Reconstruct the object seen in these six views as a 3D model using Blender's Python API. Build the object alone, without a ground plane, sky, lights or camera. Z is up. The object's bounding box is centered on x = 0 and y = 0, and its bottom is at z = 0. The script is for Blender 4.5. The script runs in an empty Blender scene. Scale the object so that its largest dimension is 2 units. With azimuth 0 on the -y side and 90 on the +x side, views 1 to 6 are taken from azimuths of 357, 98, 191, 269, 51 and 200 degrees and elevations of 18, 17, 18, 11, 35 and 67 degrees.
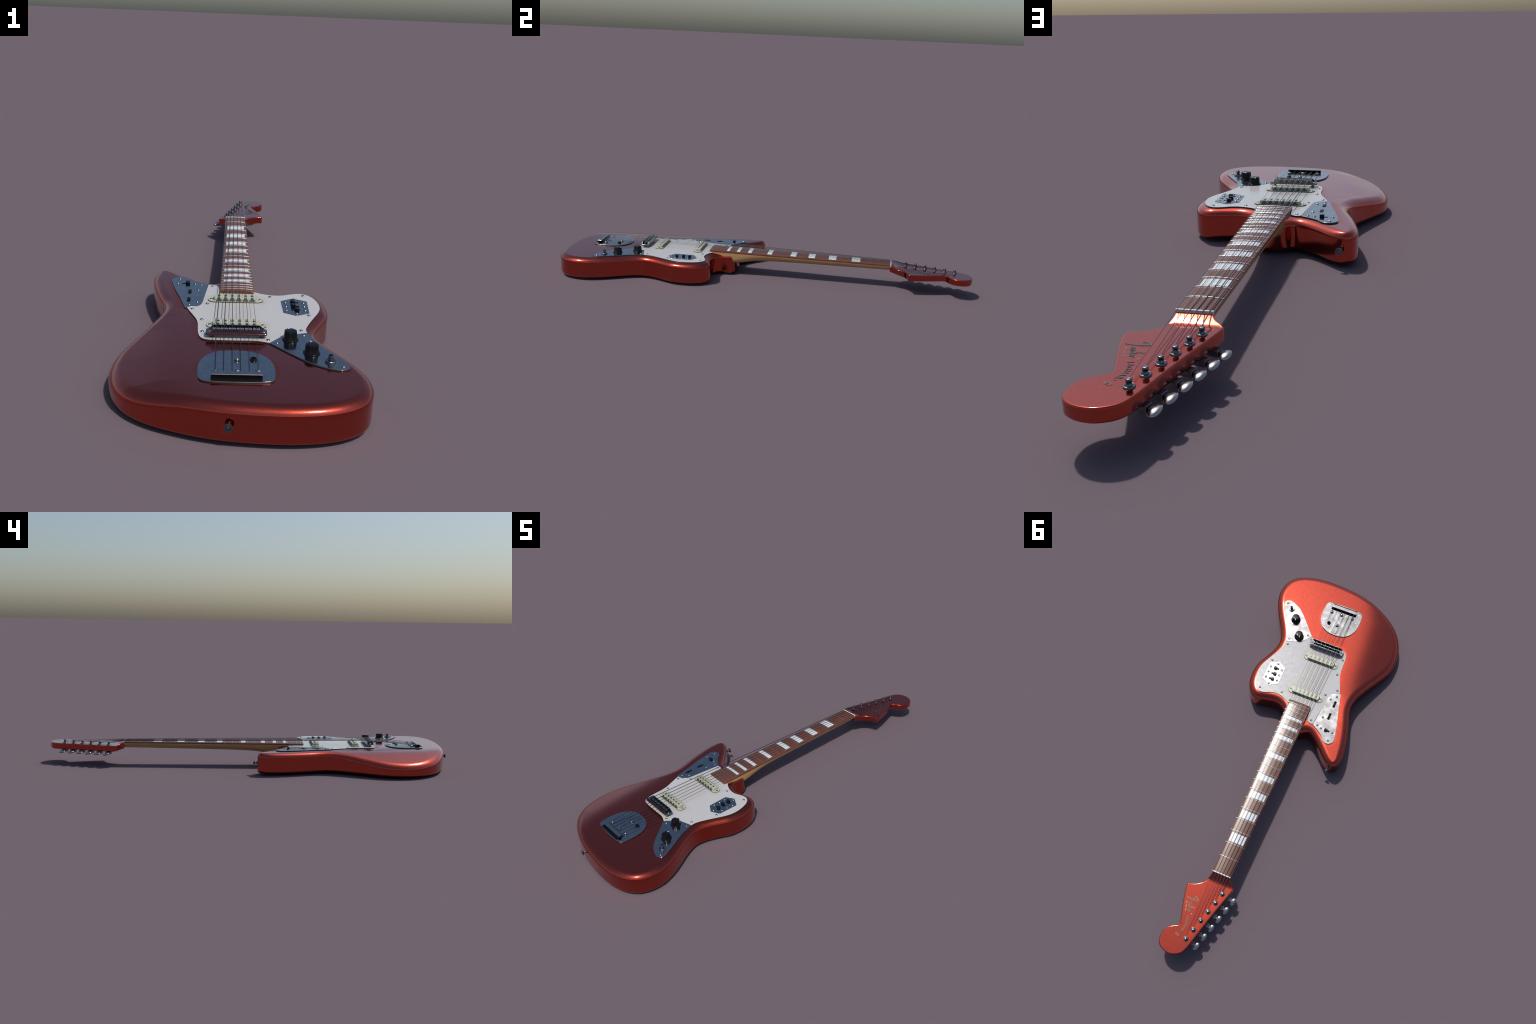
"""Offset-waist electric guitar lying on its back: red metallic body, white pickguard,
chrome control plates, rosewood-style fretboard with block inlays, six-in-line headstock."""
import bpy, bmesh, math, random
import numpy as np
from mathutils import Vector, Matrix
from mathutils.geometry import delaunay_2d_cdt

random.seed(7)
rng = np.random.default_rng(7)

# ------------------------------------------------------------------ main sizes (metres)
BODY_TOP = 0.1032        # flat face of the body
PLATE_TOP = 0.1072       # pickguard / metal plates
BOARD_EDGE, BOARD_CROWN, BOARD_BOTTOM = 0.1155, 0.1185, 0.1095
HEAD_TOP, HEAD_BOTTOM = 0.0988, 0.0690
LIFT = 0.0011            # the neck plate's screw heads on the back carry the guitar this much higher
NECK_X = 0.0022          # neck centre line
NUT_Y, BOARD_END_Y = 0.616, -0.2775
SCALE_Y, SCALE_LEN = -0.6016, 1.209   # fret n stands at SCALE_Y + SCALE_LEN * 2**(-n/12)

# ================================================================== materials
def new_material(name):
    m = bpy.data.materials.new(name)
    m.use_nodes = True
    nt = m.node_tree
    nt.nodes.clear()
    out = nt.nodes.new('ShaderNodeOutputMaterial')
    bsdf = nt.nodes.new('ShaderNodeBsdfPrincipled')
    nt.links.new(bsdf.outputs['BSDF'], out.inputs['Surface'])
    return m, nt, bsdf

def node(nt, kind, **kw):
    n = nt.nodes.new(kind)
    for k, v in kw.items():
        if k.startswith('in_'):
            n.inputs[k[3:].replace('_', ' ')].default_value = v
        else:
            setattr(n, k, v)
    return n

def obj_coords(nt, scale=(1, 1, 1)):
    tc = node(nt, 'ShaderNodeTexCoord')
    mp = node(nt, 'ShaderNodeMapping')
    mp.inputs['Scale'].default_value = scale
    nt.links.new(tc.outputs['Object'], mp.inputs['Vector'])
    return mp.outputs['Vector']

def noise(nt, vec, scale, detail=4.0, rough=0.55):
    n = node(nt, 'ShaderNodeTexNoise')
    n.inputs['Scale'].default_value = scale
    n.inputs['Detail'].default_value = detail
    n.inputs['Roughness'].default_value = rough
    nt.links.new(vec, n.inputs['Vector'])
    return n.outputs['Fac']

def ramp(nt, fac, stops):
    r = node(nt, 'ShaderNodeValToRGB')
    els = r.color_ramp.elements
    while len(els) < len(stops):
        els.new(0.5)
    for e, (p, c) in zip(els, stops):
        e.position = p
        e.color = (*c, 1) if len(c) == 3 else c
    nt.links.new(fac, r.inputs['Fac'])
    return r.outputs['Color']

def remap(nt, fac, a, b, lo, hi):
    m = node(nt, 'ShaderNodeMapRange')
    m.inputs['From Min'].default_value = a
    m.inputs['From Max'].default_value = b
    m.inputs['To Min'].default_value = lo
    m.inputs['To Max'].default_value = hi
    nt.links.new(fac, m.inputs['Value'])
    return m.outputs['Result']

def bump(nt, bsdf, height, strength, dist):
    b = node(nt, 'ShaderNodeBump')
    b.inputs['Strength'].default_value = strength
    b.inputs['Distance'].default_value = dist
    nt.links.new(height, b.inputs['Height'])
    nt.links.new(b.outputs['Normal'], bsdf.inputs['Normal'])

def capsule_distance(nt, vec, ax, ay, bx, by, r):
    """distance (in the xy plane) from a rounded segment, as a node chain"""
    flat = node(nt, 'ShaderNodeVectorMath', operation='MULTIPLY')
    nt.links.new(vec, flat.inputs[0]); flat.inputs[1].default_value = (1, 1, 0)
    pa = node(nt, 'ShaderNodeVectorMath', operation='SUBTRACT')
    nt.links.new(flat.outputs[0], pa.inputs[0]); pa.inputs[1].default_value = (ax, ay, 0)
    ba = Vector((bx - ax, by - ay, 0))
    dot = node(nt, 'ShaderNodeVectorMath', operation='DOT_PRODUCT')
    nt.links.new(pa.outputs[0], dot.inputs[0]); dot.inputs[1].default_value = ba / ba.length_squared
    cl = node(nt, 'ShaderNodeClamp'); nt.links.new(dot.outputs['Value'], cl.inputs['Value'])
    sc = node(nt, 'ShaderNodeVectorMath', operation='SCALE'); sc.inputs[0].default_value = ba
    nt.links.new(cl.outputs[0], sc.inputs['Scale'])
    df = node(nt, 'ShaderNodeVectorMath', operation='DISTANCE')
    nt.links.new(pa.outputs[0], df.inputs[0]); nt.links.new(sc.outputs[0], df.inputs[1])
    o = node(nt, 'ShaderNodeMath', operation='SUBTRACT')
    nt.links.new(df.outputs['Value'], o.inputs[0]); o.inputs[1].default_value = r
    return o.outputs[0]

def red_paint(name, hazy_zones, width, coat=0.5):
    """candy metallic red; the lacquer is hazier (rougher) in a band round the fitted hardware"""
    m, nt, b = new_material(name)
    v = obj_coords(nt)
    fine = noise(nt, v, 190, 3, 0.65)
    broad = noise(nt, v, 16, 4, 0.6)
    near = None
    for z in hazy_zones:
        d = capsule_distance(nt, v, *z)
        if near is None:
            near = d
        else:
            mn = node(nt, 'ShaderNodeMath', operation='MINIMUM')
            nt.links.new(near, mn.inputs[0]); nt.links.new(d, mn.inputs[1]); near = mn.outputs[0]
    wob = node(nt, 'ShaderNodeMath', operation='MULTIPLY_ADD')
    nt.links.new(broad, wob.inputs[0]); wob.inputs[1].default_value = width * 1.3; nt.links.new(near, wob.inputs[2])
    wob2 = node(nt, 'ShaderNodeMath', operation='MULTIPLY_ADD')
    nt.links.new(fine, wob2.inputs[0]); wob2.inputs[1].default_value = width * 1.0; nt.links.new(wob.outputs[0], wob2.inputs[2])
    haze = remap(nt, wob2.outputs[0], width * 1.05, width * 2.3, 1.0, 0.0)
    grain = node(nt, 'ShaderNodeMath', operation='ADD')
    nt.links.new(remap(nt, haze, 0.0, 1.0, PAINT_ROUGH, PAINT_HAZE), grain.inputs[0])
    nt.links.new(remap(nt, fine, 0.3, 0.7, -0.016, 0.022), grain.inputs[1])
    nt.links.new(grain.outputs[0], b.inputs['Roughness'])
    nt.links.new(remap(nt, haze, 0.0, 1.0, coat, coat * 0.25), b.inputs['Coat Weight'])
    b.inputs['Coat Roughness'].default_value = 0.10
    b.inputs['Coat IOR'].default_value = 1.5
    col = ramp(nt, fine, [(0.35, tuple(0.94 * c for c in PAINT_COLOR)), (0.65, tuple(1.06 * c for c in PAINT_COLOR))])
    nt.links.new(col, b.inputs['Base Color'])
    b.inputs['Metallic'].default_value = 1.0
    return m

PAINT_COLOR, PAINT_ROUGH, PAINT_HAZE = (0.50, 0.064, 0.037), 0.126, 0.19
BODY_ZONES = [(-0.040, -0.795, 0.032, -0.795, 0.062), (-0.055, -0.600, 0.150, -0.540, 0.045), (-0.085, -0.42, -0.065, -0.58, 0.045),
              (0.170, -0.35, 0.150, -0.50, 0.085), (0.0, -0.25, 0.0, -0.36, 0.075), (-0.142, -0.365, -0.182, -0.170, 0.034), (0.150, -0.620, 0.258, -0.765, 0.035)]
HEAD_ZONES = [(-0.0345, 0.6896, 0.0275, 0.9190, 0.010)]

def metal(name, color, rough_lo, rough_hi, scale=40, mottle=0.0):
    m, nt, b = new_material(name)
    v = obj_coords(nt)
    n = noise(nt, v, scale, 2 + 3 * (mottle > 0), 0.5)
    if mottle:
        big = noise(nt, v, scale * 1.7, 3, 0.6)
        lo = tuple(c * (1 - mottle) for c in color); hi = tuple(c * (1 + mottle) for c in color)
        nt.links.new(ramp(nt, big, [(0.40, lo), (0.60, hi)]), b.inputs['Base Color'])
    else:
        b.inputs['Base Color'].default_value = (*color, 1)
    b.inputs['Metallic'].default_value = 1.0
    nt.links.new(remap(nt, n, 0.38, 0.66, rough_lo, rough_hi), b.inputs['Roughness'])
    return m

def plain(name, color, rough, spec=0.5):
    m, nt, b = new_material(name)
    v = obj_coords(nt)
    n = noise(nt, v, 60, 3)
    c0 = tuple(c * 0.93 for c in color)
    c1 = tuple(min(1, c * 1.06) for c in color)
    nt.links.new(ramp(nt, n, [(0.35, c0), (0.65, c1)]), b.inputs['Base Color'])
    b.inputs['Roughness'].default_value = rough
    b.inputs['Specular IOR Level'].default_value = spec
    return m

def aged_white(name):
    """white plastic with brownish handling grime around the pickups and bridge"""
    m, nt, b = new_material(name)
    v = obj_coords(nt)
    sep = node(nt, 'ShaderNodeSeparateXYZ')
    nt.links.new(v, sep.inputs[0])
    grime = None
    for (cx, cy, hx, hy, r) in [(-0.003, -0.335, 0.09, 0.026, 0.03), (-0.003, -0.533, 0.09, 0.026, 0.03),
                                (-0.003, -0.600, 0.092, 0.03, 0.022), (0.0, -0.43, 0.05, 0.09, 0.04)]:
        parts = []
        for axis, c, h in (('X', cx, hx), ('Y', cy, hy)):
            s = node(nt, 'ShaderNodeMath', operation='SUBTRACT'); nt.links.new(sep.outputs[axis], s.inputs[0]); s.inputs[1].default_value = c
            a = node(nt, 'ShaderNodeMath', operation='ABSOLUTE'); nt.links.new(s.outputs[0], a.inputs[0])
            d = node(nt, 'ShaderNodeMath', operation='SUBTRACT'); nt.links.new(a.outputs[0], d.inputs[0]); d.inputs[1].default_value = h - 0.012
            e = node(nt, 'ShaderNodeMath', operation='MAXIMUM'); nt.links.new(d.outputs[0], e.inputs[0]); e.inputs[1].default_value = 0
            parts.append(e)
        hyp = node(nt, 'ShaderNodeMath', operation='ADD')
        for i, e in enumerate(parts):
            q = node(nt, 'ShaderNodeMath', operation='POWER'); nt.links.new(e.outputs[0], q.inputs[0]); q.inputs[1].default_value = 2
            nt.links.new(q.outputs[0], hyp.inputs[i])
        rt = node(nt, 'ShaderNodeMath', operation='SQRT'); nt.links.new(hyp.outputs[0], rt.inputs[0])
        k = remap(nt, rt.outputs[0], 0.0, r, 0.8 if hy < 0.05 else 0.35, 0.0)
        if grime is None:
            grime = k
        else:
            mx = node(nt, 'ShaderNodeMath', operation='MAXIMUM')
            nt.links.new(grime, mx.inputs[0]); nt.links.new(k, mx.inputs[1]); grime = mx.outputs[0]
    blot = noise(nt, v, 55, 5, 0.65)
    mul = node(nt, 'ShaderNodeMath', operation='MULTIPLY')
    nt.links.new(grime, mul.inputs[0]); nt.links.new(remap(nt, blot, 0.3, 0.7, 0.45, 1.1), mul.inputs[1])
    col = ramp(nt, mul.outputs[0], [(0.0, (0.445, 0.442, 0.442)), (0.55, (0.42, 0.395, 0.37)), (1.0, (0.36, 0.31, 0.27))])
    nt.links.new(col, b.inputs['Base Color'])
    nt.links.new(remap(nt, blot, 0.3, 0.7, 0.14, 0.22), b.inputs['Roughness'])
    return m

def wood(name, dark, light, grain, rough, bump_s=0.0):
    m, nt, b = new_material(name)
    v = obj_coords(nt, grain)
    n = noise(nt, v, 1.0, 6, 0.65)
    col = ramp(nt, n, [(0.30, dark), (0.70, light)])
    nt.links.new(col, b.inputs['Base Color'])
    nt.links.new(remap(nt, n, 0.3, 0.7, rough + 0.08, rough - 0.04), b.inputs['Roughness'])
    if bump_s:
        bump(nt, b, n, bump_s, 0.0006)
    return m

M = {}
def build_materials():
    M['paint'] = red_paint('metallic_red_paint', BODY_ZONES, 0.016)
    M['paint_rim'] = red_paint('metallic_red_rim_paint', BODY_ZONES, 0.016, 0.15)
    M['head_paint'] = red_paint('metallic_red_headstock_paint', HEAD_ZONES, 0.006)
    M['plate'] = metal('worn_chrome_plate', (0.37, 0.38, 0.395), 0.13, 0.21, 34, 0.07)
    M['chrome'] = metal('polished_chrome', (0.34, 0.345, 0.355), 0.12, 0.20, 90)
    M['dark_metal'] = metal('dark_plated_metal', (0.16, 0.17, 0.19), 0.25, 0.40, 90)
    M['string'] = metal('string_steel', (0.085, 0.088, 0.095), 0.30, 0.42, 200)
    M['fret'] = metal('fret_nickel', (0.42, 0.42, 0.43), 0.32, 0.40, 120)
    M['tuner'] = metal('tuner_nickel', (0.45, 0.44, 0.43), 0.14, 0.22, 70)
    M['bridge_metal'] = metal('bridge_steel', (0.20, 0.21, 0.225), 0.14, 0.24, 90)
    M['guard'] = aged_white('aged_white_plastic')
    M['edge'] = plain('dark_ply_and_shade_edge', (0.03, 0.03, 0.032), 0.45)  # black ply of the pickguard; paints the metal plates' shaded sides dark
    M['cover'] = plain('mint_cream_plastic', (0.39, 0.40, 0.295), 0.33)
    M['black'] = plain('glossy_black_plastic', (0.004, 0.004, 0.005), 0.20, 0.25)
    M['hollow_fill'] = plain('black_hollow_fill', (0.004, 0.004, 0.004), 0.9, 0.1)  # flat black in place of the dark inside of openings and hollows
    M['claw'] = metal('claw_steel', (0.13, 0.13, 0.13), 0.40, 0.5, 60)
    M['pointer'] = plain('white_pointer_paint', (0.75, 0.75, 0.73), 0.4)
    M['inlay'] = plain('pearl_white_inlay', (0.60, 0.635, 0.66), 0.3)
    M['nut'] = plain('white_bone_nut', (0.66, 0.66, 0.64), 0.35)
    M['board'] = wood('dark_rosewood', (0.088, 0.028, 0.014), (0.172, 0.060, 0.032), (420, 26, 60), 0.26)
    M['maple'] = wood('honey_maple', (0.43, 0.245, 0.095), (0.54, 0.325, 0.135), (90, 7, 90), 0.40)
    M['ink'] = plain('black_decal_ink', (0.022, 0.026, 0.026), 0.4)
    M['faded_gold'] = metal('faded_gold_decal', (0.42, 0.17, 0.11), 0.15, 0.2, 80)
    M['gold'] = metal('gold_decal_ink', (0.50, 0.33, 0.20), 0.15, 0.2, 80)

# ================================================================== mesh helpers
ROOT = None
def make_object(name, mesh, mats, parent=None, loc=None, rot_z=None):
    ob = bpy.data.objects.new(name, mesh)
    bpy.context.scene.collection.objects.link(ob)
    if not mesh.materials:
        for mt in (mats if isinstance(mats, (list, tuple)) else [mats]):
            mesh.materials.append(M[mt])
    if loc is not None:
        ob.location = loc
    if rot_z is not None:
        ob.rotation_euler = (0, 0, rot_z)
    ob.parent = parent if parent is not None else ROOT
    return ob

def mesh_from(name, verts, faces, smooth_angle=None):
    me = bpy.data.meshes.new(name)
    me.from_pydata([tuple(map(float, v)) for v in verts], [], faces)
    me.update()
    if smooth_angle is not None:
        smooth(me, smooth_angle)
    return me

def smooth(me, angle=35):
    me.shade_smooth()
    me.set_sharp_from_angle(angle=math.radians(angle))

def bm_mesh(name, bm, angle=35):
    bmesh.ops.recalc_face_normals(bm, faces=bm.faces[:])
    me = bpy.data.meshes.new(name)
    bm.to_mesh(me); bm.free()
    smooth(me, angle)
    return me

def closed_spline(pts, n, corners=(), relax=0):
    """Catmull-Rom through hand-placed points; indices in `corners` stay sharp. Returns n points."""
    P = np.array(pts, float)[:, :2]
    k = len(P); cs = set(corners)
    out = []
    for i in range(k):
        p1, p2 = P[i], P[(i + 1) % k]
        p0 = P[i - 1] if i not in cs else 2 * p1 - p2
        p3 = P[(i + 2) % k] if (i + 1) % k not in cs else 2 * p2 - p1
        # centripetal parametrisation keeps the curve from overshooting
        t = [0.0]
        for a, b in ((p0, p1), (p1, p2), (p2, p3)):
            t.append(t[-1] + max(1e-6, np.linalg.norm(b - a)) ** 0.5)
        m = 24
        for j in range(m):
            u = t[1] + (t[2] - t[1]) * j / m
            A1 = p0 * (t[1] - u) / (t[1] - t[0]) + p1 * (u - t[0]) / (t[1] - t[0])
            A2 = p1 * (t[2] - u) / (t[2] - t[1]) + p2 * (u - t[1]) / (t[2] - t[1])
            A3 = p2 * (t[3] - u) / (t[3] - t[2]) + p3 * (u - t[2]) / (t[3] - t[2])
            B1 = A1 * (t[2] - u) / (t[2] - t[0]) + A2 * (u - t[0]) / (t[2] - t[0])
            B2 = A2 * (t[3] - u) / (t[3] - t[1]) + A3 * (u - t[1]) / (t[3] - t[1])
            out.append(B1 * (t[2] - u) / (t[2] - t[1]) + B2 * (u - t[1]) / (t[2] - t[1]))
    D = np.array(out)
    if n:
        D = resample(D, n)
    for _ in range(relax):
        D = 0.5 * D + 0.25 * (np.roll(D, 1, 0) + np.roll(D, -1, 0))
    return D

def resample(D, n):
    C = np.vstack([D, D[:1]])
    s = np.concatenate([[0], np.cumsum(np.linalg.norm(np.diff(C, axis=0), axis=1))])
    u = np.linspace(0, s[-1], n, endpoint=False)
    return np.stack([np.interp(u, s, C[:, 0]), np.interp(u, s, C[:, 1])], 1)

def signed_area(D):
    x, y = D[:, 0], D[:, 1]
    return 0.5 * np.sum(x * np.roll(y, -1) - np.roll(x, -1) * y)

def ccw(D):
    return D if signed_area(D) > 0 else D[::-1].copy()

def inward_normals(D):
    t = np.roll(D, -1, 0) - np.roll(D, 1, 0)
    t /= np.linalg.norm(t, axis=1, keepdims=True) + 1e-12
    return np.stack([-t[:, 1], t[:, 0]], 1)

def edge_distance(Q, D):
    A = D; Bv = np.roll(D, -1, 0) - D
    L2 = (Bv ** 2).sum(1) + 1e-15
    res = np.empty(len(Q))
    for s in range(0, len(Q), 1500):
        q = Q[s:s + 1500, None, :]
        t = np.clip(((q - A) * Bv).sum(2) / L2, 0, 1)
        d = q - (A + t[..., None] * Bv)
        res[s:s + 1500] = np.sqrt((d ** 2).sum(2).min(1))
    return res

def inside(Q, D):
    x, y = Q[:, 0:1], Q[:, 1:2]
    x1, y1 = D[:, 0], D[:, 1]
    x2, y2 = np.roll(x1, -1), np.roll(y1, -1)
    hit = ((y1 > y) != (y2 > y)) & (x < (x2 - x1) * (y - y1) / (y2 - y1 + 1e-15) + x1)
    return hit.sum(1) % 2 == 1

def slab(name, D, top_fn, bottom_fn, w_top, drop_top, r_bot, grid, rim_strip=False):
    """Solid with outline D: height-field top and back, both rolled over towards the side wall.
    Top, wall and back keep separate border vertices, with analytic normals, so the rim is a crisp line."""
    D = ccw(D); n = len(D)

    def roll_top(d):
        u = np.clip(1 - d / w_top, 0, 1) * 0.975
        return drop_top * (1 - np.sqrt(1 - u * u)) / (1 - math.sqrt(1 - 0.975 ** 2))

    def roll_bot(d):
        u = np.clip(1 - d / r_bot, 0, 1)
        return r_bot * (1 - np.sqrt(np.maximum(1 - u * u, 0)))

    lo, hi = D.min(0), D.max(0)
    inn = inward_normals(D)
    # roll-over narrows where the outline turns tightly (horn tips, corners)
    turn = np.roll(inn, -1, 0) - np.roll(inn, 1, 0)
    step = np.linalg.norm(np.roll(D, -1, 0) - np.roll(D, 1, 0), axis=1)
    tang = np.stack([inn[:, 1], -inn[:, 0]], 1)
    kappa = -(turn * tang).sum(1) / (step + 1e-9)
    for _ in range(4):
        kappa = 0.5 * kappa + 0.25 * (np.roll(kappa, 1) + np.roll(kappa, -1))

    def limited(width):
        f = np.clip(0.72 / np.maximum(kappa, 1e-3) / width, 0.15, 1.0)
        k = max(3, int(width / (step.mean() * 0.5)))
        f = np.min([np.roll(f, q) for q in range(-k, k + 1)], axis=0)
        for _ in range(k * k):
            f = 0.5 * f + 0.25 * (np.roll(f, 1) + np.roll(f, -1))
        return f

    def field(width, fn, roll, sign):
        steps = width * np.array([0.0, 0.05, 0.12, 0.20, 0.30, 0.41, 0.53, 0.66, 0.82, 1.0])
        scale = limited(width)
        rings = [D + inn * (scale * d)[:, None] for d in steps]
        k = len(rings)
        last = rings[-1]
        gx = np.arange(lo[0], hi[0], grid); gy = np.arange(lo[1], hi[1], grid * 0.866)
        G = np.array([(x + (0.5 * grid if j % 2 else 0), y) for j, y in enumerate(gy) for x in gx])
        G = G[inside(G, last)]
        G = G[edge_distance(G, last) > grid * 0.45]
        Q = np.vstack([last, G])
        vs, _, fs, orig, _, _ = delaunay_2d_cdt([Vector(q) for q in Q], [(i, (i + 1) % n) for i in range(n)], [], 1, 1e-7)
        V = np.array([(v[0], v[1]) for v in vs])
        slope_at = [0.0] * k
        VV = np.vstack(rings[:-1] + [V])
        e = 5e-4

        def grad(P):
            gx_ = (fn(P + [e, 0]) - fn(P - [e, 0])) / (2 * e)
            gy_ = (fn(P + [0, e]) - fn(P - [0, e])) / (2 * e)
            return np.stack([gx_, gy_], 1)
        z = fn(VV); g = grad(VV)
        for r in range(k - 1):
            sl = slice(r * n, (r + 1) * n)
            d = steps[r]
            z[sl] = z[sl] + sign * roll(np.array([d]))[0]
            h = min(0.02 * width, 1e-4)
            dd = max(d, h)
            slope = (roll(np.array([dd + h]))[0] - roll(np.array([dd - h]))[0]) / (2 * h)   # d(roll)/d(distance)
            g[sl] += sign * slope * inn / scale[:, None]
        N = np.column_stack([-g, np.ones(len(VV))])
        if sign > 0:
            N = -N
        N /= np.linalg.norm(N, axis=1, keepdims=True)
        # first ring: half way to the wall normal, so that the rim catches the horizon as a thin line
        N[:n] = N[:n] + np.column_stack([-inn, np.zeros(n)])
        N[:n] /= np.linalg.norm(N[:n], axis=1, keepdims=True)
        off = (k - 1) * n
        # map outline vertices of the inner fill back to ring order
        imap = {}
        for vi, o in enumerate(orig):
            for q in o:
                if q < n:
                    imap[q] = off + vi
        faces = []
        for r in range(k - 1):
            for i in range(n):
                j = (i + 1) % n
                a, b_ = r * n + i, r * n + j
                c = (r + 1) * n + j if r < k - 2 else imap[j]
                d_ = (r + 1) * n + i if r < k - 2 else imap[i]
                faces.append((a, b_, c, d_))
        faces += [tuple(off + q for q in f) for f in fs]
        if sign > 0:
            faces = [tuple(reversed(f)) for f in faces]
        return np.column_stack([VV, z]), faces, N

    tv, tf, tn = field(w_top, top_fn, roll_top, -1)
    bv, bf, bn = field(r_bot, bottom_fn, roll_bot, +1)
    zt = top_fn(D) - roll_top(np.zeros(n)); zb = bottom_fn(D) + r_bot
    wn = np.column_stack([-inn, np.zeros(n)])
    lip = min(0.0016, 0.3 * w_top)
    rows = [np.column_stack([D, zt]), np.column_stack([D, zt - lip]), np.column_stack([D, zt - 4 * lip]), np.column_stack([D, zb + lip]), np.column_stack([D, zb])]
    wv = np.vstack(rows); wnn = np.vstack([tn[:n], wn, wn, wn, bn[:n]])
    wf = []
    for r in range(4):
        for i in range(n):
            j = (i + 1) % n
            wf.append((r * n + i, (r + 1) * n + i, (r + 1) * n + j, r * n + j))
    V = np.vstack([tv, wv, bv]); N = np.vstack([tn, wnn, bn])
    o1 = len(tv); o2 = o1 + len(wv)
    F = tf + [tuple(v + o1 for v in f) for f in wf] + [tuple(v + o2 for v in f) for f in bf]
    me = mesh_from(name, V, F)
    me.shade_smooth()
    if rim_strip:
        idx = np.zeros(len(F), dtype=np.int32); idx[len(tf):len(tf) + 2 * n] = 1
        me.polygons.foreach_set('material_index', idx)
    me.normals_split_custom_set_from_vertices([tuple(map(float, x)) for x in N])
    return me

def plate(name, D, z0, z1, bevel=0.0006, holes=()):
    """flat sheet with chamfered top edge; material 0 on the face, 1 on the edge"""
    D = ccw(np.asarray(D, float)); n = len(D)
    inn = inward_normals(D)
    rings = [np.column_stack([D, np.full(n, z0)]), np.column_stack([D, np.full(n, z1 - bevel)]),
             np.column_stack([D + inn * bevel * 0.4, np.full(n, z1 - bevel * 0.3)]),
             np.column_stack([D + inn * bevel, np.full(n, z1)])]
    V = np.vstack(rings); F = []
    for r in range(3):
        for i in range(n):
            j = (i + 1) % n
            F.append((r * n + i, r * n + j, (r + 1) * n + j, (r + 1) * n + i))
    side = len(F)
    inner = rings[3][:, :2]
    _, _, fs, orig, _, _ = delaunay_2d_cdt([Vector(q) for q in inner], [(i, (i + 1) % n) for i in range(n)], [], 1, 1e-8)
    for f in fs:
        tri = [orig[v][0] for v in f if len(orig[v])]
        if len(set(tri)) == 3:
            F.append(tuple(3 * n + q for q in tri))
    ntop = len(F) - side
    me = mesh_from(name, V, F, 40)
    idx = [1] * n + [0] * (2 * n + ntop)
    me.polygons.foreach_set('material_index', idx)
    for q in range(side, side + ntop):
        me.polygons[q].use_smooth = False
    me.update()
    return me

def prism(outline, z0, z1, bevel=0.0):
    bm = bmesh.new()
    vs = [bm.verts.new((x, y, z0)) for x, y in outline]
    f = bm.faces.new(vs)
    r = bmesh.ops.extrude_face_region(bm, geom=[f])
    for v in r['geom']:
        if isinstance(v, bmesh.types.BMVert):
            v.co.z = z1
    bmesh.ops.recalc_face_normals(bm, faces=bm.faces[:])
    if bevel:
        bmesh.ops.bevel(bm, geom=[e for e in bm.edges], offset=bevel, segments=1, affect='EDGES')
    return bm

def box_bm(x0, x1, y0, y1, z0, z1, bevel=0.0):
    return prism([(x0, y0), (x1, y0), (x1, y1), (x0, y1)], z0, z1, bevel)

def join_bms(*bms):
    out = bmesh.new()
    for b in bms:
        me = bpy.data.meshes.new('tmp'); b.to_mesh(me); b.free()
        out.from_mesh(me); bpy.data.meshes.remove(me)
    return out

def lathe(name, profile, seg=32, angle=35, axis='Z'):
    """profile: list of (radius, height)"""
    bm = bmesh.new(); rings = []
    for r, h in profile:
        if r < 1e-6:
            rings.append([bm.verts.new((0, 0, h))])
        else:
            rings.append([bm.verts.new((r * math.cos(2 * math.pi * i / seg), r * math.sin(2 * math.pi * i / seg), h)) for i in range(seg)])
    for a, b in zip(rings[:-1], rings[1:]):
        for i in range(seg):
            j = (i + 1) % seg
            if len(a) == 1 and len(b) == 1:
                continue
            if len(a) == 1:
                bm.faces.new((a[0], b[i], b[j]))
            elif len(b) == 1:
                bm.faces.new((a[i], a[j], b[0]))
            else:
                bm.faces.new((a[i], a[j], b[j], b[i]))
    if len(rings[0]) > 1:
        bm.faces.new(list(reversed(rings[0])))
    if len(rings[-1]) > 1:
        bm.faces.new(rings[-1])
    return bm_mesh(name, bm, angle)

def tube(name, path, radius, seg=10):
    """round rod along a poly-line"""
    P = [Vector(p) for p in path]; V = []; F = []
    for i, p in enumerate(P):
        t = (P[min(i + 1, len(P) - 1)] - P[max(i - 1, 0)]).normalized()
        s = t.cross(Vector((0, 0, 1)))
        s = s.normalized() if s.length > 1e-4 else Vector((1, 0, 0))
        u = s.cross(t)
        for k in range(seg):
            a = 2 * math.pi * k / seg
            V.append(p + (s * math.cos(a) + u * math.sin(a)) * radius)
    for i in range(len(P) - 1):
        for k in range(seg):
            l = (k + 1) % seg
            F.append((i * seg + k, i * seg + l, (i + 1) * seg + l, (i + 1) * seg + k))
    F.append(tuple(reversed(range(seg)))); F.append(tuple((len(P) - 1) * seg + k for k in range(seg)))
    bm = bmesh.new(); me = mesh_from('tmp', V, F); bm.from_mesh(me); bpy.data.meshes.remove(me)
    return bm_mesh(name, bm, 50)

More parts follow.
